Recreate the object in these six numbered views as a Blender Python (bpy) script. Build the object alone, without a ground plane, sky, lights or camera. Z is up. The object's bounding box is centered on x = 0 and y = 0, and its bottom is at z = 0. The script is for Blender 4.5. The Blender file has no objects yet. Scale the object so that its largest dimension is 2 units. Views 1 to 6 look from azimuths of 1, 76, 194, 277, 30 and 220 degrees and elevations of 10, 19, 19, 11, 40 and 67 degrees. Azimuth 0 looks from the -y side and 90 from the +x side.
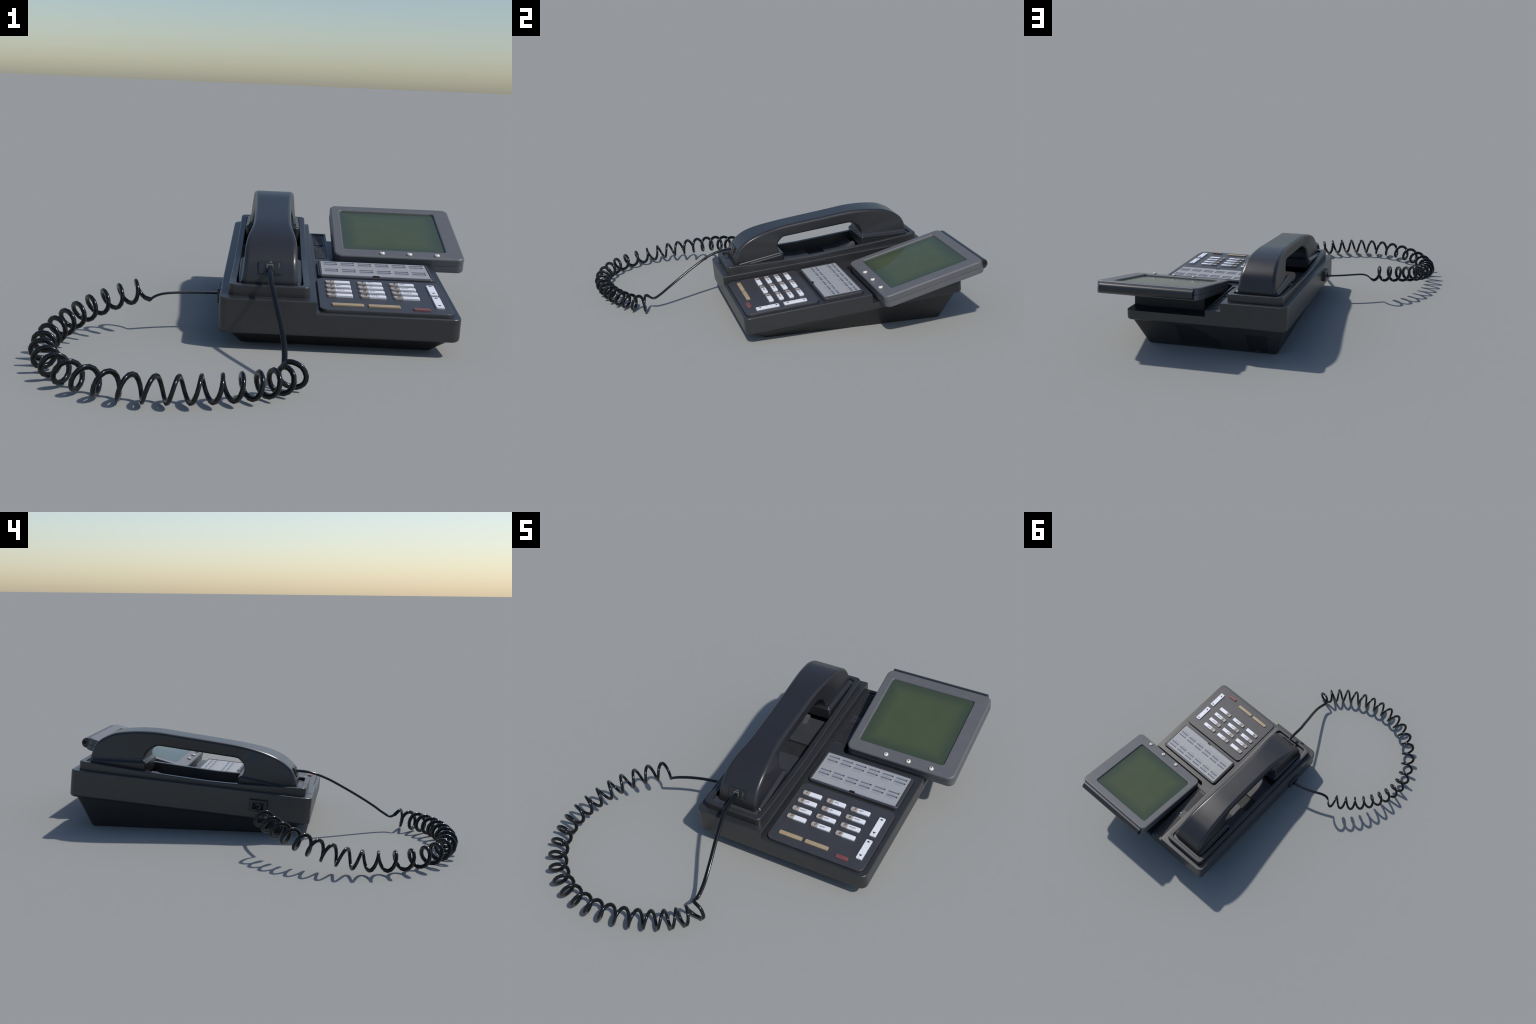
"""Dark desk telephone: sloped housing, cradle with handset, keypad, label card,
tilted LCD display on a hinge, and a coiled handset cord lying on the ground."""
import bpy, bmesh, math
from math import sin, cos, radians, pi, tan
from mathutils import Vector, Matrix

COL = bpy.context.scene.collection

# ------------------------------------------------------------------ frames
# body frame: coordinates (x, s, h); h = 0 is the sloping deck, s runs up the slope
BODY = Matrix.Translation((0, 0, 0.177)) @ Matrix.Rotation(radians(5.0), 4, 'X')
# display frame: (x, p, q); q = 0 is the face of the bezel, p runs up its slope
DISPLAY = Matrix.Translation((0, 0.4155, 0.2480)) @ Matrix.Rotation(radians(15.0), 4, 'X')
WORLD = Matrix.Identity(4)


# --------------------------------------------------------------- materials
def new_mat(name, rgb, rough=0.45, metallic=0.0, spec=0.5, coat=0.0, var=0.12,
            var_scale=18.0, grain=0.0, grain_scale=900.0, transmission=0.0, rough_var=0.06):
    """Principled plastic: slight blotchy colour variation, roughness mottling, grain bump."""
    m = bpy.data.materials.new(name)
    m.use_nodes = True
    nt = m.node_tree
    b = nt.nodes['Principled BSDF']
    b.inputs['Metallic'].default_value = metallic
    b.inputs['Specular IOR Level'].default_value = spec
    b.inputs['Coat Weight'].default_value = coat
    b.inputs['Coat Roughness'].default_value = 0.06
    b.inputs['Transmission Weight'].default_value = transmission
    tc = nt.nodes.new('ShaderNodeTexCoord')
    n = nt.nodes.new('ShaderNodeTexNoise')
    n.inputs['Scale'].default_value = var_scale
    n.inputs['Detail'].default_value = 4.0
    nt.links.new(tc.outputs['Object'], n.inputs['Vector'])
    ramp = nt.nodes.new('ShaderNodeValToRGB')
    ramp.color_ramp.elements[0].position = 0.3
    ramp.color_ramp.elements[1].position = 0.7
    ramp.color_ramp.elements[0].color = tuple(c * (1 - var) for c in rgb) + (1,)
    ramp.color_ramp.elements[1].color = tuple(min(1, c * (1 + var)) for c in rgb) + (1,)
    nt.links.new(n.outputs['Fac'], ramp.inputs['Fac'])
    nt.links.new(ramp.outputs['Color'], b.inputs['Base Color'])
    mr = nt.nodes.new('ShaderNodeMapRange')
    mr.inputs['To Min'].default_value = max(0.02, rough - rough_var)
    mr.inputs['To Max'].default_value = min(1, rough + rough_var)
    nt.links.new(n.outputs['Fac'], mr.inputs['Value'])
    nt.links.new(mr.outputs['Result'], b.inputs['Roughness'])
    if grain > 0:
        g = nt.nodes.new('ShaderNodeTexNoise')
        g.inputs['Scale'].default_value = grain_scale
        g.inputs['Detail'].default_value = 2.0
        nt.links.new(tc.outputs['Object'], g.inputs['Vector'])
        bp = nt.nodes.new('ShaderNodeBump')
        bp.inputs['Strength'].default_value = grain
        bp.inputs['Distance'].default_value = 0.001
        nt.links.new(g.outputs['Fac'], bp.inputs['Height'])
        nt.links.new(bp.outputs['Normal'], b.inputs['Normal'])
    return m


MAT_SHELL = new_mat('housing_plastic', (0.025, 0.025, 0.0272), 0.34, spec=0.75, var=0.06, rough_var=0.02, grain=0.08)
MAT_PANEL = new_mat('keypad_plastic', (0.042, 0.043, 0.049), 0.40, spec=0.6, var=0.06, rough_var=0.02, grain=0.12)
MAT_BASE = new_mat('base_plastic', (0.024, 0.024, 0.025), 0.55, grain=0.15)
MAT_HAND = new_mat('handset_plastic', (0.020, 0.020, 0.0235), 0.33, spec=0.62, var=0.04, rough_var=0.015)
MAT_HOOK = new_mat('hook_plastic', (0.085, 0.085, 0.088), 0.42)
MAT_BEZEL = new_mat('bezel_plastic', (0.116, 0.117, 0.125), 0.42, var=0.04, rough_var=0.03, grain=0.1)
MAT_BLOCK = new_mat('support_plastic', (0.012, 0.012, 0.013), 0.5)
MAT_DARK_PATCH = new_mat('dark_patch', (0.009, 0.009, 0.010), 0.6)
MAT_BLACK = new_mat('black_recess', (0.004, 0.004, 0.005), 0.6)
MAT_WHITE = new_mat('white_key_plastic', (0.74, 0.75, 0.79), 0.4, var=0.03)
MAT_BEIGE = new_mat('beige_key_plastic', (0.39, 0.342, 0.312), 0.36, var=0.05)
MAT_TAN = new_mat('tan_key_plastic', (0.375, 0.285, 0.178), 0.4, var=0.06)
MAT_RED = new_mat('red_key_plastic', (0.19, 0.062, 0.062), 0.36, var=0.08)
MAT_CARD = new_mat('label_card_paper', (0.325, 0.33, 0.346), 0.55, var=0.07, var_scale=260.0)
MAT_BAR = new_mat('indicator_bar_plastic', (0.145, 0.175, 0.225), 0.2, spec=0.6)
MAT_DOT = new_mat('indicator_dot_plastic', (0.035, 0.033, 0.032), 0.4)
MAT_INK = new_mat('dark_ink', (0.02, 0.02, 0.045), 0.6)
MAT_INK_SOFT = new_mat('grey_ink', (0.11, 0.11, 0.12), 0.6)
MAT_FAINT_GREY = new_mat('faint_grey', (0.265, 0.27, 0.285), 0.6)
MAT_KNOB = new_mat('ivory_knob_plastic', (0.70, 0.67, 0.61), 0.3, var=0.03)
MAT_METAL = new_mat('screw_metal', (0.25, 0.25, 0.25), 0.3, metallic=0.9)
MAT_PLUG = new_mat('clear_plug_plastic', (0.16, 0.165, 0.17), 0.2, transmission=0.25)
MAT_CORD = new_mat('cord_rubber', (0.005, 0.0055, 0.0065), 0.17, spec=0.42, var=0.1, rough_var=0.04)
MAT_GRILLE = new_mat('grille_plastic', (0.036, 0.036, 0.040), 0.36)


def screen_material():
    """Glossy LCD: olive green field, edge vignette shading painted in as darker green."""
    m = new_mat('lcd_glass', (0.065, 0.086, 0.043), 0.10, spec=0.55, var=0.05, var_scale=9.0, rough_var=0.03)
    nt = m.node_tree
    b = nt.nodes['Principled BSDF']
    ramp = [n for n in nt.nodes if n.type == 'VALTORGB'][0]
    tc = [n for n in nt.nodes if n.type == 'TEX_COORD'][0]
    sep = nt.nodes.new('ShaderNodeSeparateXYZ')
    nt.links.new(tc.outputs['Object'], sep.inputs[0])

    def side_mask(out, centre, half):
        d = nt.nodes.new('ShaderNodeMath'); d.operation = 'SUBTRACT'; d.inputs[1].default_value = centre
        nt.links.new(out, d.inputs[0])
        a = nt.nodes.new('ShaderNodeMath'); a.operation = 'ABSOLUTE'
        nt.links.new(d.outputs[0], a.inputs[0])
        r = nt.nodes.new('ShaderNodeMapRange'); r.interpolation_type = 'SMOOTHSTEP'
        r.inputs['From Min'].default_value = half - 0.085
        r.inputs['From Max'].default_value = half - 0.005
        nt.links.new(a.outputs[0], r.inputs['Value'])
        return r.outputs['Result']
    mx = nt.nodes.new('ShaderNodeMath'); mx.operation = 'MAXIMUM'
    nt.links.new(side_mask(sep.outputs['X'], 0.5298, 0.2262), mx.inputs[0])
    nt.links.new(side_mask(sep.outputs['Y'], 0.2838, 0.2198), mx.inputs[1])
    mix = nt.nodes.new('ShaderNodeMix'); mix.data_type = 'RGBA'
    nt.links.new(mx.outputs[0], mix.inputs['Factor'])
    nt.links.new(ramp.outputs['Color'], mix.inputs['A'])
    mix.inputs['B'].default_value = (0.046, 0.065, 0.041, 1)
    nt.links.new(mix.outputs['Result'], b.inputs['Base Color'])
    return m


MAT_SCREEN = screen_material()


def shell_material():
    """Housing plastic with a fine parting line that runs round the shell and jogs
    from the high left block to the lower right deck."""
    m = MAT_SHELL
    nt = m.node_tree
    b = nt.nodes['Principled BSDF']
    ramp = [n for n in nt.nodes if n.type == 'VALTORGB'][0]
    tc = [n for n in nt.nodes if n.type == 'TEX_COORD'][0]
    sep = nt.nodes.new('ShaderNodeSeparateXYZ')
    nt.links.new(tc.outputs['Object'], sep.inputs[0])
    step = nt.nodes.new('ShaderNodeMapRange')          # seam height as function of x
    step.inputs['From Min'].default_value = 0.095
    step.inputs['From Max'].default_value = 0.125
    step.inputs['To Min'].default_value = -0.058
    step.inputs['To Max'].default_value = -0.028
    nt.links.new(sep.outputs['X'], step.inputs['Value'])
    d = nt.nodes.new('ShaderNodeMath'); d.operation = 'SUBTRACT'
    nt.links.new(sep.outputs['Z'], d.inputs[0]); nt.links.new(step.outputs['Result'], d.inputs[1])
    a = nt.nodes.new('ShaderNodeMath'); a.operation = 'ABSOLUTE'
    nt.links.new(d.outputs[0], a.inputs[0])
    lt = nt.nodes.new('ShaderNodeMath'); lt.operation = 'LESS_THAN'
    lt.inputs[1].default_value = 0.0009
    nt.links.new(a.outputs[0], lt.inputs[0])
    mix = nt.nodes.new('ShaderNodeMix'); mix.data_type = 'RGBA'
    nt.links.new(lt.outputs[0], mix.inputs['Factor'])
    nt.links.new(ramp.outputs['Color'], mix.inputs['A'])
    mix.inputs['B'].default_value = (0.028, 0.028, 0.03, 1)
    nt.links.new(mix.outputs['Result'], b.inputs['Base Color'])


shell_material()


# ------------------------------------------------------------ mesh helpers
def finish(me, angle=40.0, weighted=True):
    for p in me.polygons:
        p.use_smooth = True
    me.set_sharp_from_angle(angle=radians(angle))
    if not weighted:
        return me
    ob = bpy.data.objects.new('helper', me)
    COL.objects.link(ob)
    w = ob.modifiers.new('w', 'WEIGHTED_NORMAL')
    w.keep_sharp = True
    w.weight = 100
    dg = bpy.context.evaluated_depsgraph_get()
    out = bpy.data.meshes.new_from_object(ob.evaluated_get(dg))
    bpy.data.objects.remove(ob)
    bpy.data.meshes.remove(me)
    return out


def to_mesh(bm, name, mats):
    me = bpy.data.meshes.new(name)
    bmesh.ops.recalc_face_normals(bm, faces=bm.faces)
    bm.to_mesh(me)
    bm.free()
    for m in (mats if isinstance(mats, (list, tuple)) else [mats]):
        me.materials.append(m)
    return me


def add(name, me, parent, local=WORLD):
    ob = bpy.data.objects.new(name, me)
    COL.objects.link(ob)
    ob.parent = parent
    ob.matrix_local = local
    return ob


def outline(x0, x1, y0, y1, r, inset=0.0, seg=6):
    """Rounded rectangle, counter-clockwise; r = radius or 4 radii (x0y0, x1y0, x1y1, x0y1)."""
    rr = r if isinstance(r, (list, tuple)) else (r,) * 4
    x0 += inset; x1 -= inset; y0 += inset; y1 -= inset
    pts = []
    for (cx, cy, sx, sy, a0), rad in zip(((x0, y0, 1, 1, pi), (x1, y0, -1, 1, 1.5 * pi),
                                          (x1, y1, -1, -1, 0), (x0, y1, 1, -1, 0.5 * pi)), rr):
        q = max(rad - inset, 0.0004)
        for k in range(seg + 1):
            a = a0 + 0.5 * pi * k / seg
            pts.append((cx + sx * q + q * cos(a), cy + sy * q + q * sin(a)))
    return pts


def stack(bm, rings, cap0=True, cap1=True, mat=0):
    """Join a list of vertex rings (lists of 3D points) into a closed skin."""
    vs = [[bm.verts.new(p) for p in ring] for ring in rings]
    n = len(vs[0])
    faces = []
    for a, b in zip(vs[:-1], vs[1:]):
        for i in range(n):
            j = (i + 1) % n
            faces.append(bm.faces.new((a[i], a[j], b[j], b[i])))
    if cap0:
        faces.append(bm.faces.new(list(reversed(vs[0]))))
    if cap1:
        faces.append(bm.faces.new(vs[-1]))
    for f in faces:
        f.material_index = mat
    return faces


def prism(bm, x0, x1, y0, y1, z0, z1, r=0.003, top=0.002, bot=0.0, mat=0, seg=6, bseg=3, draft=0.0):
    """Rounded-rectangle block with rounded top / bottom edges."""
    rings = []
    if bot > 0:
        rings = [[(x, y, z0 + bot * (1 - cos(0.5 * pi * k / bseg))) for x, y in
                  outline(x0, x1, y0, y1, r, draft + bot * (1 - sin(0.5 * pi * k / bseg)), seg)]
                 for k in range(bseg + 1)]
    else:
        rings.append([(x, y, z0) for x, y in outline(x0, x1, y0, y1, r, draft, seg)])
    if top > 0:
        for k in range(bseg + 1):
            a = 0.5 * pi * k / bseg
            rings.append([(x, y, z1 - top * (1 - sin(a))) for x, y in
                          outline(x0, x1, y0, y1, r, top * (1 - cos(a)), seg)])
    else:
        rings.append([(x, y, z1) for x, y in outline(x0, x1, y0, y1, r, 0, seg)])
    return stack(bm, rings, mat=mat)


def block(name, mats, *args, angle=40.0, **kw):
    bm = bmesh.new()
    prism(bm, *args, **kw)
    return finish(to_mesh(bm, name, mats), angle)


def boolean(me_a, me_b, op):
    oa = bpy.data.objects.new('helper_a', me_a); ob = bpy.data.objects.new('helper_b', me_b)
    COL.objects.link(oa); COL.objects.link(ob)
    md = oa.modifiers.new('b', 'BOOLEAN')
    md.operation = op; md.object = ob; md.solver = 'EXACT'
    dg = bpy.context.evaluated_depsgraph_get()
    out = bpy.data.meshes.new_from_object(oa.evaluated_get(dg))
    bpy.data.objects.remove(oa); bpy.data.objects.remove(ob)
    return out


def raw(mats, *args, **kw):
    bm = bmesh.new()
    prism(bm, *args, **kw)
    return to_mesh(bm, 'raw', mats)


def tube_ring(c, n1, n2, a, b, m=10, power=0.75):
    """Super-elliptic cross-section of half sizes a (along n1) and b (along n2)."""
    out = []
    for k in range(m):
        t = 2 * pi * k / m
        cx, sx = cos(t), sin(t)
        out.append(c + n1 * (a * math.copysign(abs(cx) ** power, cx))
                   + n2 * (b * math.copysign(abs(sx) ** power, sx)))
    return out


def cylinder(bm, cx, cy, z0, z1, r, seg=24, top=0.0, mat=0):
    rings = [[(cx + r * cos(2 * pi * k / seg), cy + r * sin(2 * pi * k / seg), z0) for k in range(seg)]]
    steps = 3 if top > 0 else 1
    for j in range(steps):
        a = 0.5 * pi * j / max(1, steps - 1) if top > 0 else 0
        rr = r - top * (1 - cos(a))
        z = z1 - top * (1 - sin(a)) if top > 0 else z1
        rings.append([(cx + rr * cos(2 * pi * k / seg), cy + rr * sin(2 * pi * k / seg), z) for k in range(seg)])
    stack(bm, rings, mat=mat)


def catmull(pts, per):
    """Catmull-Rom through tuples of floats."""
    out = []
    n = len(pts)
    for i in range(n - 1):
        p0, p1, p2, p3 = pts[max(i - 1, 0)], pts[i], pts[i + 1], pts[min(i + 2, n - 1)]
        for k in range(per):
            t = k / per
            out.append(tuple(0.5 * (2 * b + (c - a) * t + (2 * a - 5 * b + 4 * c - d) * t * t
                                    + (3 * b - a - 3 * c + d) * t ** 3)
                             for a, b, c, d in zip(p0, p1, p2, p3)))
    out.append(tuple(pts[-1]))
    return out


# -------------------------------------------------------------------- root
root = bpy.data.objects.new('desk_telephone', None)
COL.objects.link(root)
root.empty_display_size = 0.1
root["label"] = "dark grey desk telephone with green display and coiled cord"
root["category"] = "telephone"

# ----------------------------------------------------------------- housing
XL, XR, SF, SB = -0.205, 0.692, -0.305, 0.917       # plan of the shell
STEP_X, STEP_H = 0.156, 0.0445                       # raised block left of STEP_X
RIM_H = 0.0855
shell = raw(MAT_SHELL, XL, XR, SF, SB, -0.093, 0.0, r=0.034, top=0.006, bot=0.013, bseg=4)
high = raw(MAT_SHELL, XL, STEP_X, SF, SB, -0.060, STEP_H, r=(0.034, 0.001, 0.001, 0.034), top=0.005, bseg=4)
shell = boolean(shell, high, 'UNION')
well = raw(MAT_SHELL, -0.1485, 0.1085, -0.251, 0.8630, -0.030, 0.20, r=0.024, top=0.0)
shell = boolean(shell, well, 'DIFFERENCE')
pocket = raw(MAT_SHELL, 0.240, 0.9, 0.397, 1.2, -0.039, 0.2, r=(0.03, 0.002, 0.002, 0.002), top=0.0)
for v in pocket.vertices:                             # pocket floor falls slightly towards the front
    if v.co.z < 0:
        v.co.z = -0.038 - (SB - v.co.y) * 0.022
shell = boolean(shell, pocket, 'DIFFERENCE')
grille_cut = raw(MAT_SHELL, 0.1715, 0.2300, 0.4475, 0.8950, -0.0065, 0.1, r=0.0015, top=0.0)
shell = boolean(shell, grille_cut, 'DIFFERENCE')
shell.materials.clear(); shell.materials.append(MAT_SHELL)
add('housing', finish(shell, 35), root, BODY)

# cradle rim: its top edge sags towards the middle of the handset
SAG = [(-0.30, 0.0885), (-0.24, 0.0858), (-0.18, 0.0818), (-0.09, 0.0755), (0.05, 0.0685), (0.13, 0.0655), (0.22, 0.0638),
       (0.30, 0.0655), (0.42, 0.0690), (0.53, 0.0722), (0.63, 0.0758), (0.75, 0.0808), (0.88, 0.0882), (0.95, 0.0920)]


def rim_height(q):
    for (a, ha), (b, hb) in zip(SAG[:-1], SAG[1:]):
        if q <= b:
            return ha + (hb - ha) * (q - a) / (b - a)
    return SAG[-1][1]


def long_outline(x0, x1, y0, y1, r, inset, seg=6, side=30):
    """Rounded rectangle whose two long sides carry extra points."""
    pts = outline(x0, x1, y0, y1, r, inset, seg)
    n = seg + 1
    c = [pts[i * n:(i + 1) * n] for i in range(4)]

    def between(a, b):
        return [(a[0] + (b[0] - a[0]) * k / (side + 1), a[1] + (b[1] - a[1]) * k / (side + 1)) for k in range(1, side + 1)]
    return c[0] + c[1] + between(c[1][-1], c[2][0]) + c[2] + c[3] + between(c[3][-1], c[0][0])


OUT = (-0.1715, 0.1315, -0.270, 0.8840, 0.024)
INN = (-0.1445, 0.1045, -0.247, 0.8590, 0.022)
rings = [[(x, q, 0.020) for x, q in long_outline(*OUT, 0.0)]]
for k in range(5):
    a = 0.5 * pi * k / 4
    rings.append([(x, q, rim_height(q) - 0.005 * (1 - sin(a))) for x, q in long_outline(*OUT, 0.005 * (1 - cos(a)))])
for k in range(4):
    a = 0.5 * pi * k / 3
    rings.append([(x, q, rim_height(q) - 0.003 * (1 - cos(a))) for x, q in long_outline(*INN, -0.003 * (1 - sin(a)))])
rings.append([(x, q, -0.028) for x, q in long_outline(*INN, 0.0)])
rings.append([(x, q, -0.028) for x, q in long_outline(*INN, -0.006)])
rings.append([(x, q, 0.020) for x, q in long_outline(*INN, -0.006)])
rings.append(rings[0])
bm = bmesh.new()
stack(bm, rings, cap0=False, cap1=False)
bmesh.ops.remove_doubles(bm, verts=bm.verts, dist=1e-6)
add('cradle_rim', finish(to_mesh(bm, 'cradle_rim', MAT_SHELL), 40), root, BODY)

# ---------------------------------------------------------- tapered base
bm = bmesh.new()
TOPH = -0.088
up = outline(XL + 0.026, XR - 0.009, SF + 0.030, SB - 0.024, (0.025, 0.030, 0.045, 0.025))
lo = outline(-0.1315, 0.6115, -0.190, 0.830, 0.020)
top_ring = [BODY @ Vector((x, s, TOPH)) for x, s in up]
low_ring = [Vector((x, y, 0.0045)) for x, y in lo]
low_in = [Vector((x, y, 0.0)) for x, y in outline(-0.1315, 0.6115, -0.190, 0.830, 0.020, 0.004)]
stack(bm, [low_in, low_ring, top_ring])
base = to_mesh(bm, 'base', MAT_BASE)
base.materials.clear(); base.materials.append(MAT_BASE)
add('base', finish(base, 30), root)
# dark patches lying on the sloping back wall, a small clip on the right one
LOWB = Vector((0, 0.830, 0.0045))
TOPB = BODY @ Vector((0, SB - 0.024, TOPH))
WALL = (TOPB - LOWB).normalized()
NORM = Vector((0, WALL.z, -WALL.y))


def wall_plate(name, corners, mat, out=0.0012):
    """Thin plate on the back wall; corners are (x, distance up the wall)."""
    bm = bmesh.new()
    stack(bm, [[LOWB + Vector((x, 0, 0)) + WALL * u + NORM * o for x, u in corners] for o in (-0.004, out)])
    add(name, finish(to_mesh(bm, name, mat), 30), root)


wall_plate('dark_wall_patch', [(-0.082, 0.004), (0.028, 0.004), (0.0305, 0.122), (-0.086, 0.122)], MAT_DARK_PATCH)
wall_plate('dark_wall_patch', [(0.178, 0.012), (0.408, 0.012), (0.424, 0.150), (0.330, 0.150), (0.262, 0.110), (0.185, 0.055)], MAT_DARK_PATCH)
wall_plate('port_clip', [(-0.044, 0.006), (-0.012, 0.006), (-0.012, 0.016), (-0.044, 0.016)], MAT_PANEL, 0.004)

# ------------------------------------------------------- cradle interior
# floor: slot with ribs in the middle, ramps up to the ear and mouth ends, shelves at both ends
FLOOR = [(-0.2465, -0.032), (-0.2465, 0.070), (-0.200, 0.070), (-0.190, -0.020), (0.094, -0.020), (0.098, 0.023),
         (0.178, 0.008), (0.262, 0.008), (0.263, -0.006), (0.3625, -0.006), (0.3635, 0.008), (0.450, 0.008), (0.540, 0.030),
         (0.541, -0.020), (0.790, -0.020), (0.800, 0.076), (0.8585, 0.076), (0.8585, -0.032)]
bm = bmesh.new()
stack(bm, [[(x, q, h) for q, h in FLOOR] for x in (-0.1455, 0.1055)])
add('cradle_floor', finish(to_mesh(bm, 'cradle_floor', MAT_PANEL), 8), root, BODY)
bm = bmesh.new()
for k in range(14):                                   # fine ribs in the slot
    q = 0.2650 + k * 0.0070
    prism(bm, -0.1435, 0.1035, q, q + 0.0040, -0.009, -0.0028, r=0.0008, top=0.001, seg=1, bseg=1)
ribs = add('cradle_ribs', finish(to_mesh(bm, 'cradle_ribs', MAT_GRILLE)), root, BODY)
ribs["kind"] = "stuff"
# switch hook: small wedge on the ramp in front of the earpiece
bm = bmesh.new()
side = [(0.490, 0.008), (0.545, 0.008), (0.545, 0.043), (0.541, 0.047), (0.530, 0.0465), (0.494, 0.019), (0.490, 0.0135)]
stack(bm, [[(x, q, h) for q, h in side] for x in (-0.0345, -0.0330, -0.0115, -0.0100)])
add('switch_hook', finish(to_mesh(bm, 'switch_hook', MAT_HOOK), 30), root, BODY)

# ------------------------------------------------------------ keypad panel
PANEL_H = 0.0128
add('keypad_panel', block('keypad_panel', MAT_PANEL, 0.1690, 0.6665, -0.2850, 0.1150, -0.001, PANEL_H,
                          r=0.030, top=0.003, seg=8), root, BODY)

# black bands round the keypad panel and the label tray
add('panel_dark_band', block('panel_dark_band', MAT_BLACK, 0.1660, 0.6695, -0.2880, 0.1180, -0.002, 0.0014, r=0.033, top=0.0004, seg=8), root, BODY)
add('panel_dark_band', block('panel_dark_band', MAT_BLACK, 0.1745, 0.6610, 0.1355, 0.3685, -0.002, 0.0014, r=0.025, top=0.0004, seg=8), root, BODY)

# keys: white cap with a beige left end
KEY_W, KEY_D, SPLIT = 0.0990, 0.0262, 0.0345
KEY_H0, KEY_H1 = 0.0075, 0.0205
bm = bmesh.new()
prism(bm, 0, SPLIT, 0, KEY_D, 0, KEY_H1 - KEY_H0, r=(0.008, 0.0004, 0.0004, 0.006), top=0.0018, mat=1)
prism(bm, SPLIT + 0.0003, KEY_W, 0, KEY_D, 0, KEY_H1 - KEY_H0 + 0.0002, r=(0.0004, 0.003, 0.0055, 0.0004), top=0.0018, mat=0)
key_me = finish(to_mesh(bm, 'key', [MAT_WHITE, MAT_BEIGE]))


def text_mesh(txt, size, mat, shear=0.25, depth=0.0003):
    cu = bpy.data.curves.new('lettering', 'FONT')
    cu.body = txt
    cu.size = size
    cu.shear = shear
    cu.extrude = depth
    cu.align_x = 'LEFT'
    cu.align_y = 'CENTER'
    cu.resolution_u = 4
    ob = bpy.data.objects.new('helper', cu)
    COL.objects.link(ob)
    dg = bpy.context.evaluated_depsgraph_get()
    me = bpy.data.meshes.new_from_object(ob.evaluated_get(dg))
    bpy.data.objects.remove(ob)
    me.materials.clear(); me.materials.append(mat)
    return me


ROWS = [[('1', ''), ('2', 'abc'), ('3', 'def')],
        [('4', 'ghi'), ('5', 'jkl'), ('6', 'mno')],
        [('7', 'pqrs'), ('8', 'tuv'), ('9', 'wxyz')],
        [('*', ''), ('0', 'oper'), ('#', '')]]
KTOP = KEY_H1 - KEY_H0
for r, row in enumerate(ROWS):
    for c, (num, abc) in enumerate(row):
        k = add('key', key_me, root, BODY @ Matrix.Translation((0.2015 + 0.1283 * c, 0.0330 - 0.0563 * r, KEY_H0)))
        dy = -0.004 if num == '*' else 0.0
        add('numeral', text_mesh(num, 0.024 if num != '*' else 0.032, MAT_INK), k,
            Matrix.Translation((0.0130, KEY_D * 0.52 + dy, KTOP + 0.0003)))
        if abc:
            add('lettering', text_mesh(abc, 0.0165, MAT_INK_SOFT), k,
                Matrix.Translation((SPLIT + 0.006, KEY_D * 0.54, KTOP + 0.0005)))

bar_me = block('function_key', MAT_TAN, 0, 0.1205, 0, 0.0225, 0, 0.0115, r=(0.005, 0.003, 0.006, 0.006), top=0.003)
for x in (0.2148, 0.3507):
    add('function_key', bar_me, root, BODY @ Matrix.Translation((x, -0.2420, 0.0075)))
red_me = block('red_key', MAT_RED, 0, 0.0625, 0, 0.0225, 0, 0.0115, r=(0.005, 0.003, 0.006, 0.006), top=0.003)
add('red_key', red_me, root, BODY @ Matrix.Translation((0.5175, -0.2605, 0.0075)))

# rocker keys with up / down triangles
bm = bmesh.new()
prism(bm, 0, 0.0312, 0, 0.0595, 0, 0.0118, r=(0.004, 0.003, 0.0008, 0.0008), top=0.0018)
prism(bm, 0, 0.0312, 0.0655, 0.1252, 0, 0.0118, r=(0.0008, 0.0008, 0.004, 0.006), top=0.0018)
prism(bm, 0.0012, 0.0300, 0.0560, 0.0690, 0, 0.0104, r=0.0004, top=0.0006)
rock_me = finish(to_mesh(bm, 'rocker_key', MAT_WHITE))


def triangle_mesh(sign):
    bm = bmesh.new()
    pts = [(-0.0078, -0.0055 * sign), (0.0078, -0.0055 * sign), (0, 0.0062 * sign)]
    if sign < 0:
        pts.reverse()
    stack(bm, [[(x, y, 0) for x, y in pts], [(x, y, 0.0005) for x, y in pts]])
    return to_mesh(bm, 'arrow_mark', MAT_INK)


TRI_UP, TRI_DN = triangle_mesh(1), triangle_mesh(-1)
for s in (-0.0728, -0.2246):
    k = add('rocker_key', rock_me, root, BODY @ Matrix.Translation((0.6062, s, 0.0078)))
    add('arrow_mark', TRI_UP, k, Matrix.Translation((0.0152, 0.1125, 0.0118)))
    add('arrow_mark', TRI_DN, k, Matrix.Translation((0.0152, 0.0205, 0.0118)))

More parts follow.
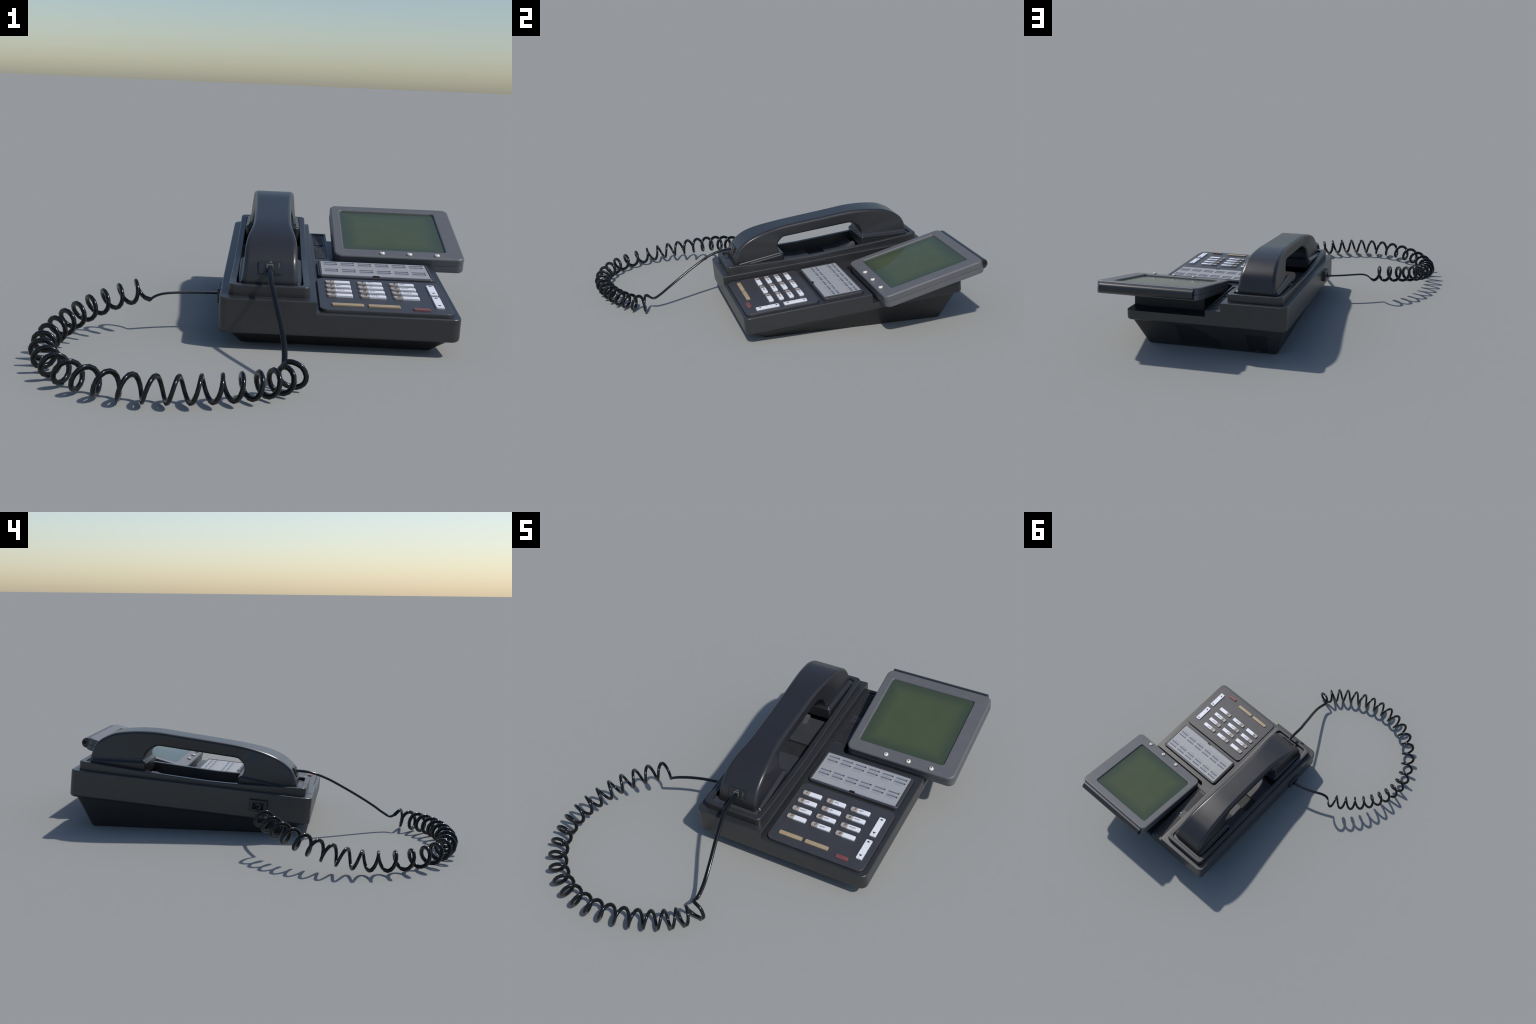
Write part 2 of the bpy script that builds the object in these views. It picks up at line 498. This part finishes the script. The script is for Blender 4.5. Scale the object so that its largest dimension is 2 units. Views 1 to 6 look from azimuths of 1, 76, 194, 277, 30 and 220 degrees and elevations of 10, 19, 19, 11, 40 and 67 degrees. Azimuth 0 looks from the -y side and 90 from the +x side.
# --------------------------------------------------------------- label card
bm = bmesh.new()
prism(bm, 0.1775, 0.6580, 0.1385, 0.3650, -0.001, 0.0145, r=0.022, top=0.004, seg=8)
add('label_tray', finish(to_mesh(bm, 'label_tray', MAT_PANEL)), root, BODY)
bm = bmesh.new()       # upright lips left, right and in front of the card
prism(bm, 0.1855, 0.1915, 0.1480, 0.3560, 0.008, 0.0195, r=0.001, top=0.001)
prism(bm, 0.6445, 0.6505, 0.1480, 0.3560, 0.008, 0.0195, r=0.001, top=0.001)
add('card_rail', finish(to_mesh(bm, 'card_rail', MAT_PANEL)), root, BODY)
bm = bmesh.new()       # clear window strip in front
prism(bm, 0.1900, 0.4030, 0.1470, 0.1497, 0.008, 0.0192, r=0.0008, top=0.0010)
prism(bm, 0.4300, 0.6470, 0.1470, 0.1497, 0.008, 0.0192, r=0.0008, top=0.0010)
MAT_EDGE = new_mat('window_edge_plastic', (0.30, 0.33, 0.38), 0.12, spec=0.9)
add('window_edge', finish(to_mesh(bm, 'window_edge', MAT_EDGE)), root, BODY)
bm = bmesh.new()       # thumb notch
prism(bm, 0.4020, 0.4310, 0.1450, 0.1545, 0.008, 0.0194, r=(0.001, 0.001, 0.006, 0.006), top=0.0006)
add('thumb_notch', finish(to_mesh(bm, 'thumb_notch', MAT_BLACK)), root, BODY)
card = block('label_card', MAT_CARD, 0.1935, 0.6425, 0.1500, 0.3515, 0.010, 0.0176, r=0.001, top=0.0004)
add('label_card', card, root, BODY)

bar = block('indicator_bar', MAT_BAR, 0, 0.0500, 0, 0.0078, 0, 0.0026, r=0.0012, top=0.0009)
dot = block('indicator_dot', MAT_DOT, 0, 0.0062, 0, 0.0084, 0, 0.0028, r=0.0010, top=0.0008)
bm = bmesh.new()
prism(bm, 0, 0.0500, 0, 0.0030, 0, 0.0003, r=0.0006, top=0)
prism(bm, 0.002, 0.0470, -0.0052, -0.0034, 0, 0.0003, r=0.0006, top=0)
under = finish(to_mesh(bm, 'faint_line', MAT_FAINT_GREY))
for c in range(6):
    x = 0.2072 + 0.0735 * c
    for s in (0.3255, 0.2990, 0.2258, 0.2000):
        b = add('indicator_bar', bar, root, BODY @ Matrix.Translation((x, s, 0.0170)))
        add('indicator_dot', dot, b, Matrix.Translation((0.0495, -0.0003, 0)))
        add('faint_line', under, b, Matrix.Translation((-0.002, -0.0105, 0.0006)))

# ---------------------------------------------------------- speaker grille
bm = bmesh.new()
prism(bm, 0.1720, 0.2295, 0.4480, 0.8945, -0.014, -0.0058, r=0.001, top=0)
for a, b in ((0.466, 0.640), (0.697, 0.884)):
    n = int((b - a) / 0.0100)
    for k in range(n):
        s = a + (b - a) * k / n
        prism(bm, 0.1790, 0.2225, s, s + 0.0052, -0.0065, -0.0012, r=0.0006, top=0.0012, seg=1, bseg=1)
g = add('speaker_grille', finish(to_mesh(bm, 'speaker_grille', MAT_GRILLE)), root, BODY)
g["kind"] = "stuff"
bm = bmesh.new()
cylinder(bm, 0.1995, 0.669, -0.0062, -0.0022, 0.0072, 20, top=0.002)
add('screw', finish(to_mesh(bm, 'screw', MAT_METAL)), root, BODY)
bm = bmesh.new()
cylinder(bm, 0.1995, 0.669, -0.0062, -0.0018, 0.0034, 14)
add('screw_socket', finish(to_mesh(bm, 'screw_socket', MAT_BLACK)), root, BODY)

# ------------------------------------------------------------------ display
DX0, DX1, DP0, DP1 = 0.2570, 0.8340, -0.0065, 0.5620
WX0, WX1, WP0, WP1 = 0.3035, 0.7560, 0.0640, 0.5035
bm = bmesh.new()
rings = []
rings.append([(x, p, -0.0360) for x, p in outline(DX0, DX1, DP0, DP1, 0.034, 0.0015, 8)])
for k in range(6):
    a = 0.5 * pi * k / 5
    rings.append([(x, p, -0.010 * (1 - sin(a))) for x, p in outline(DX0, DX1, DP0, DP1, 0.034, 0.010 * (1 - cos(a)), 8)])
rings.append([(x, p, 0.0) for x, p in outline(WX0 - 0.008, WX1 + 0.008, WP0 - 0.008, WP1 + 0.008, 0.020, 0, 8)])
for k in range(1, 5):
    a = 0.5 * pi * k / 4
    rings.append([(x, p, -0.0075 * (1 - cos(a))) for x, p in
                  outline(WX0 - 0.008, WX1 + 0.008, WP0 - 0.008, WP1 + 0.008, 0.020, 0.007 * sin(a), 8)])
rings.append([(x, p, -0.0120) for x, p in outline(WX0, WX1, WP0, WP1, 0.012, 0, 8)])
stack(bm, rings)
disp = add('display', finish(to_mesh(bm, 'display', MAT_BEZEL), 50), root, DISPLAY)
bm = bmesh.new()
prism(bm, DX0, DX1, DP0, DP1, -0.0680, -0.0378, r=0.034, top=0.0008, bot=0.006, seg=8)
add('display_back', finish(to_mesh(bm, 'display_back', MAT_BEZEL), 50), disp)
bm = bmesh.new()       # dark joint between the halves
prism(bm, DX0, DX1, DP0, DP1, -0.039, -0.034, r=0.034, top=0, seg=8)
for v in bm.verts:
    cx, cp = (DX0 + DX1) / 2, (DP0 + DP1) / 2
    v.co.x = cx + (v.co.x - cx) * 0.988
    v.co.y = cp + (v.co.y - cp) * 0.988
add('display_joint', finish(to_mesh(bm, 'display_joint', MAT_BLACK)), disp)
# slightly domed LCD
bm = bmesh.new()
N = 16
grid = [[bm.verts.new((WX0 - 0.001 + (WX1 - WX0 + 0.002) * i / N, WP0 - 0.001 + (WP1 - WP0 + 0.002) * j / N,
                       -0.0090 + 0.0022 * (1 - (2 * i / N - 1) ** 2) * (1 - (2 * j / N - 1) ** 2)))
         for i in range(N + 1)] for j in range(N + 1)]
for j in range(N):
    for i in range(N):
        bm.faces.new((grid[j][i], grid[j][i + 1], grid[j + 1][i + 1], grid[j + 1][i]))
geom = bmesh.ops.extrude_face_region(bm, geom=bm.faces[:])
for v in [e for e in geom['geom'] if isinstance(e, bmesh.types.BMVert)]:
    v.co.z = -0.0118
scr = to_mesh(bm, 'screen', MAT_SCREEN)
add('screen', finish(scr, 40, weighted=False), disp)
# three domed knobs with a dark dot on the front bezel
bm = bmesh.new()
prof = [(0.0098, -0.002), (0.0122, 0.0018), (0.0120, 0.0046), (0.0102, 0.0074), (0.0068, 0.0094), (0.003, 0.0102)]
stack(bm, [[(r * cos(2 * pi * k / 24), r * sin(2 * pi * k / 24), z) for k in range(24)] for r, z in prof])
knob = finish(to_mesh(bm, 'knob', MAT_KNOB), 60, weighted=False)
bm = bmesh.new()
cylinder(bm, 0, 0.0010, 0.0070, 0.0106, 0.0033, 16)
spot = finish(to_mesh(bm, 'knob_dot', MAT_BLACK))
for x in (0.4693, 0.5902, 0.7115):
    k = add('knob', knob, disp, Matrix.Translation((x, 0.0195, 0)))
    add('knob_dot', spot, k)
# hinge barrel along the back edge (runs in x)
INV = DISPLAY.inverted()
bm = bmesh.new()
HC = Vector((0, 0.9715, 0.3605)); HR = 0.0277
MH = Vector((0, 0.9820, 0.3640)); MR = 0.0095
nseg = 40


def bar_ring(x, r, c):
    return [INV @ Vector((x, c.y + r * cos(2 * pi * k / nseg), c.z + r * sin(2 * pi * k / nseg))) for k in range(nseg)]


X0, X1 = 0.2770, 0.8020
stack(bm, [bar_ring(X0 + 0.022, MR * 0.9, MH), bar_ring(X0 + 0.001, MR, MH), bar_ring(X0, MR + 0.0005, MH), bar_ring(X0, HR - 0.001, HC),
           bar_ring(X0 + 0.001, HR, HC), bar_ring(X1 - 0.001, HR, HC), bar_ring(X1, HR - 0.001, HC),
           bar_ring(X1, MR + 0.0005, MH), bar_ring(X1 - 0.001, MR, MH), bar_ring(X1 - 0.022, MR * 0.9, MH)])
add('hinge_barrel', finish(to_mesh(bm, 'hinge_barrel', MAT_HAND), 40), disp)
bm = bmesh.new()
for xa in (X0 + 0.004, X1 - 0.008):
    stack(bm, [bar_ring(xa, MR * 0.97, MH), bar_ring(xa + 0.004, MR * 0.97, MH)])
add('hinge_bore', finish(to_mesh(bm, 'hinge_bore', MAT_BLACK)), disp)

# support block between pocket and display
bm = bmesh.new()
foot = [BODY @ Vector((x, s, -0.052)) for x, s in outline(0.2790, 0.688, 0.425, 0.803, 0.006)]
q_top = INV.inverted()


def under_display(x, y):
    z = 0.2465 + tan(radians(15)) * (y - 0.4155) - 0.063 / cos(radians(15))
    return Vector((x, y, max(z, 0.20)))


head = [under_display(x, y) for x, y in outline(0.2790, 0.688, 0.425, 0.790, 0.006)]
stack(bm, [foot, head])
add('display_support', finish(to_mesh(bm, 'display_support', MAT_BLOCK), 30), root)
bm = bmesh.new()
stack(bm, [[Vector((0.3035 + 0.0065 * cos(2 * pi * k / 20), y, 0.2440 + 0.0085 * sin(2 * pi * k / 20))) for k in range(20)] for y in (0.77, 0.7915)])
add('support_hole', finish(to_mesh(bm, 'support_hole', MAT_BLACK)), root)

# ------------------------------------------------------------------ handset
HX = -0.0200
# (top y, z), (underside y, z), half width at top and underside
SECTIONS = [
    (-0.222, 0.215, 0.068, 0.235, 0.1055, 0.1055),
    (-0.224, 0.238, 0.066, 0.262, 0.1052, 0.1055),
    (-0.220, 0.270, 0.052, 0.279, 0.1035, 0.1050),
    (-0.210, 0.298, 0.043, 0.297, 0.1015, 0.1035),
    (-0.190, 0.329, 0.039, 0.315, 0.1000, 0.0990),
    (-0.140, 0.3685, 0.040, 0.330, 0.0985, 0.0950),
    (-0.085, 0.3935, 0.0455, 0.342, 0.0935, 0.0900),
    (-0.030, 0.410, 0.057, 0.352, 0.0862, 0.0840),
    (0.020, 0.4215, 0.068, 0.361, 0.0802, 0.0790),
    (0.075, 0.432, 0.085, 0.368, 0.0770, 0.0770),
    (0.150, 0.4430, 0.150, 0.376, 0.0762, 0.0762),
    (0.250, 0.4565, 0.250, 0.3885, 0.0762, 0.0762),
    (0.370, 0.4725, 0.370, 0.4030, 0.0770, 0.0765),
    (0.455, 0.4842, 0.448, 0.4130, 0.0790, 0.0780),
    (0.510, 0.4890, 0.483, 0.4165, 0.0815, 0.0800),
    (0.560, 0.4905, 0.505, 0.4085, 0.0842, 0.0825),
    (0.610, 0.4895, 0.522, 0.3990, 0.0868, 0.0855),
    (0.660, 0.4852, 0.537, 0.3865, 0.0892, 0.0885),
    (0.705, 0.4775, 0.546, 0.3730, 0.0915, 0.0915),
    (0.755, 0.4570, 0.5505, 0.3600, 0.0942, 0.0942),
    (0.790, 0.4340, 0.5520, 0.3520, 0.0970, 0.0965),
    (0.808, 0.4120, 0.5520, 0.3460, 0.0995, 0.0990),
    (0.819, 0.3880, 0.5520, 0.3400, 0.1020, 0.1010),
    (0.830, 0.3520, 0.5515, 0.3320, 0.1050, 0.1030),
    (0.832, 0.3300, 0.5510, 0.3150, 0.1060, 0.1040),
]


def handset_ring(ty, tz, by, bz, wt, wb, rt=0.0185, rb=0.012, seg=5):
    T, B = Vector((0, ty, tz)), Vector((0, by, bz))
    L = (T - B).length
    v = (T - B) / L
    pts = []
    # corners as (sign x, along v position, radius), counter-clockwise from lower left
    for sx, at_top, a0 in ((-1, 0, pi), (1, 0, 1.5 * pi), (1, 1, 0.0), (-1, 1, 0.5 * pi)):
        r = rt if at_top else rb
        for k in range(seg + 1):
            a = a0 + 0.5 * pi * k / seg
            vv = (L - r if at_top else r) + r * sin(a)
            w = wb + (wt - wb) * vv / L
            pts.append(Vector((HX, 0, 0)) + Vector((sx * (w - r) + r * cos(a), 0, 0)) + B + v * vv)
    # extra vertices down the flat flanks keep the loft quads even
    return pts


bm = bmesh.new()
stack(bm, [handset_ring(*sec) for sec in catmull(SECTIONS, 3)])
handset = add('handset', finish(to_mesh(bm, 'handset', MAT_HAND), 42), root)

TILT_E = Matrix.Translation((HX, 0.54, 0.3375)) @ Matrix.Rotation(radians(1.3), 4, 'X')
bm = bmesh.new()
rings = []
for k in range(4):
    a = 0.5 * pi * k / 3
    rings.append([(x, y, -0.069 + 0.008 * (1 - cos(a))) for x, y in outline(-0.1215, 0.1215, -0.002, 0.288, 0.016, 0.004 + 0.008 * (1 - sin(a)))])
for inset, z in ((0.0, -0.008), (0.0008, -0.005), (0.003, -0.0025), (0.006, -0.0012), (0.010, 0.0008), (0.0135, 0.004), (0.0155, 0.009), (0.0165, 0.015)):
    rings.append([(x, y, z) for x, y in outline(-0.1215, 0.1215, -0.002, 0.288, 0.016, inset)])
stack(bm, rings)
add('earpiece', finish(to_mesh(bm, 'earpiece', MAT_HAND), 42), handset, TILT_E)
TILT_M = Matrix.Translation((HX, 0.060, 0.2815)) @ Matrix.Rotation(radians(10.8), 4, 'X')
bm = bmesh.new()
rings = []
for inset, z in ((0.004, -0.050), (0.0, -0.008), (0.0008, -0.005), (0.003, -0.0025), (0.006, -0.0012), (0.010, 0.0006), (0.0135, 0.003), (0.0155, 0.006)):
    rings.append([(x, y, z) for x, y in outline(-0.1215, 0.1215, -0.275, 0.008, 0.018, inset)])
stack(bm, rings)
add('mouthpiece', finish(to_mesh(bm, 'mouthpiece', MAT_HAND), 42), handset, TILT_M)

# handset jack: plate, opening and plug on the front of the mouthpiece
lean = math.atan2(0.0175, 0.050)
JACK = Matrix.Translation((-0.0210, -0.2152, 0.2985)) @ Matrix.Rotation(radians(90) - lean, 4, 'X')
bm = bmesh.new()
prism(bm, -0.0430, 0.0430, -0.0245, 0.0245, -0.010, 0.0012, r=0.002, top=0.0010)
add('handset_jack', finish(to_mesh(bm, 'handset_jack', MAT_HAND)), handset, JACK)
bm = bmesh.new()
prism(bm, -0.0160, 0.0170, -0.0160, 0.0140, -0.004, 0.0018, r=0.001, top=0.0004)
prism(bm, -0.0300, 0.0300, -0.0185, -0.0165, -0.004, 0.0017, r=0.0005, top=0.0003)
add('jack_opening', finish(to_mesh(bm, 'jack_opening', MAT_BLACK)), handset, JACK)
bm = bmesh.new()
prism(bm, -0.0150, 0.0115, -0.0100, 0.0120, 0.0, 0.0068, r=0.0015, top=0.001)
prism(bm, -0.0040, 0.0060, 0.0150, 0.0225, 0.0, 0.0036, r=0.001, top=0.0005)
prism(bm, 0.0300, 0.0340, -0.002, 0.0180, 0.0, 0.0030, r=0.001, top=0.0005)
add('handset_plug', finish(to_mesh(bm, 'handset_plug', MAT_PLUG)), handset, JACK)
bm = bmesh.new()
prism(bm, -0.0075, 0.0060, -0.0075, 0.0065, 0.005, 0.0078, r=0.0015, top=0.0006)
add('plug_slot', finish(to_mesh(bm, 'plug_slot', MAT_BLACK)), handset, JACK)

# ---------------------------------------------------------------- side jack
SIDE = BODY @ Matrix.Translation((XL, -0.047, -0.0195)) @ Matrix.Rotation(radians(-90), 4, 'Y') @ Matrix.Rotation(radians(-90), 4, 'Z')
# local axes now: x along -s, y along h, z outwards
bm = bmesh.new()
prism(bm, -0.0450, 0.0450, -0.0285, 0.0285, -0.006, 0.0180, r=0.002, top=0.0030, draft=-0.003)
side = to_mesh(bm, 'side_jack', MAT_SHELL)
side = boolean(side, raw(MAT_SHELL, -0.0275, 0.0275, -0.0165, 0.0155, 0.0, 0.05, r=0.0005, top=0.0), 'DIFFERENCE')
side.materials.clear(); side.materials.append(new_mat('jack_plastic', (0.026, 0.026, 0.028), 0.38))
add('side_jack', finish(side, 30), root, SIDE)
bm = bmesh.new()
prism(bm, -0.0270, 0.0270, -0.0160, 0.0150, -0.003, 0.0030, r=0.0005, top=0)
add('side_jack_opening', finish(to_mesh(bm, 'side_jack_opening', MAT_BLACK)), root, SIDE)
bm = bmesh.new()
prism(bm, -0.0120, 0.0120, -0.0120, 0.0095, 0.0, 0.0160, r=0.001, top=0.001)
prism(bm, -0.0040, 0.0040, 0.0085, 0.0135, 0.0, 0.0145, r=0.001, top=0.001)
add('side_plug', finish(to_mesh(bm, 'side_plug', MAT_PLUG)), root, SIDE)
bm = bmesh.new()
prism(bm, -0.0080, 0.0080, -0.0090, 0.0060, 0.008, 0.0168, r=0.0015, top=0.0006)
add('side_plug_slot', finish(to_mesh(bm, 'side_plug_slot', MAT_BLACK)), root, SIDE)

# --------------------------------------------------------------------- cord
# spine of the coil (cubic B-spline) and the helix wound round it
SPINE = [(-0.2312, 0.0226, 0.2043), (-0.4778, -0.0715, 0.1731), (-0.6626, -0.2022, 0.1376),
         (-0.7709, -0.3894, 0.0877), (-0.8071, -0.6028, 0.0537), (-0.6558, -0.8645, 0.0535),
         (-0.4071, -0.9732, 0.0549), (-0.1730, -0.9379, 0.0556), (0.0104, -0.8520, 0.0537),
         (0.1177, -0.6946, 0.0435), (0.0353, -0.4641, 0.3181)]
TURNS, COIL_R, PHASE = 26.0, 0.0400, -0.0153


def spine(t):
    s = min(max(t / TURNS, 0), 0.99999) * (len(SPINE) - 3)
    i = int(s); f = s - i
    w = ((1 - f) ** 3, 3 * f ** 3 - 6 * f * f + 4, -3 * f ** 3 + 3 * f * f + 3 * f + 1, f ** 3)
    return sum((Vector(SPINE[i + k]) * (w[k] / 6) for k in range(4)), Vector())


def coil(t):
    """Point on the coil and its outward (radial) direction."""
    c = spine(t)
    tan_ = (spine(t + 0.02) - spine(t - 0.02)).normalized()
    n = tan_.cross(Vector((0, 0, 1))).normalized()
    u = n.cross(tan_)
    a = 2 * pi * (t + PHASE)
    rad = u * cos(a) - n * sin(a)
    return c + rad * COIL_R, rad


path = []      # (point, wide direction, half wide, half thin)
lead_in = [(-0.198, -0.0365, 0.1505), (-0.245, -0.0425, 0.1515), (-0.314, -0.0585, 0.1535), (-0.379, -0.082, 0.155),
           (-0.430, -0.104, 0.1535), (-0.462, -0.1125, 0.1440), (-0.482, -0.109, 0.1285)]
for p in catmull(lead_in, 4):
    path.append((Vector(p), Vector((0.3, -0.95, 0)), 0.0094, 0.0042))
t = 0.56
while t <= 24.22:
    p, rad = coil(t)
    path.append((p, rad, 0.0090, 0.0071))
    t += 1.0 / 14
# last, wider turn of the coil before the lead to the handset
last = [tuple(path[-1][0]), (0.0270, -0.7535, 0.0380), (0.0490, -0.7500, 0.0195), (0.0800, -0.7495, 0.0140), (0.1040, -0.7555, 0.0290), (0.1105, -0.7590, 0.0560),
        (0.0950, -0.7540, 0.0840), (0.0650, -0.7465, 0.0965), (0.0450, -0.7350, 0.0925)]
mid = Vector((0.066, -0.752, 0.056))
for p in catmull(last, 2)[1:]:
    path.append((Vector(p), Vector(p) - mid, 0.0090, 0.0071))
path = [(p, d.normalized(), a, b) for p, d, a, b in path]
lead_out = [(0.0355, -0.7190, 0.0785), (0.0365, -0.7010, 0.0680), (0.0392, -0.684, 0.0705), (0.0400, -0.666, 0.0810), (0.0395, -0.642, 0.0965),
            (0.0365, -0.610, 0.1200), (0.024, -0.543, 0.164), (0.008, -0.473, 0.207), (-0.007, -0.401, 0.2485), (-0.0155, -0.362, 0.268),
            (-0.019, -0.322, 0.284), (-0.020, -0.278, 0.2955), (-0.0205, -0.245, 0.2995), (-0.0205, -0.212, 0.3005)]
for p in catmull(lead_out, 4):
    path.append((Vector(p), Vector((1, 0, 0)), 0.0098, 0.0060))
# smooth the change of wide direction near the joints
n = len(path)
dirs = [d for _, d, _, _ in path]
tans = [(path[min(i + 1, n - 1)][0] - path[max(i - 1, 0)][0]).normalized() for i in range(n)]
wide = []
prev = None
for i in range(n):
    d = Vector()
    for j in range(-2, 3):
        d += dirs[min(max(i + j, 0), n - 1)]
    d -= tans[i] * d.dot(tans[i])
    d.normalize()
    if prev is not None and d.dot(prev) < 0:
        d.negate()
    wide.append(d); prev = d
bm = bmesh.new()
rings = []
for i, (p, _, a, b) in enumerate(path):
    rings.append(tube_ring(p, wide[i], tans[i].cross(wide[i]), a, b, 12))
stack(bm, rings)
add('cord', finish(to_mesh(bm, 'cord', MAT_CORD), 60, weighted=False), root)

bpy.context.view_layer.update()
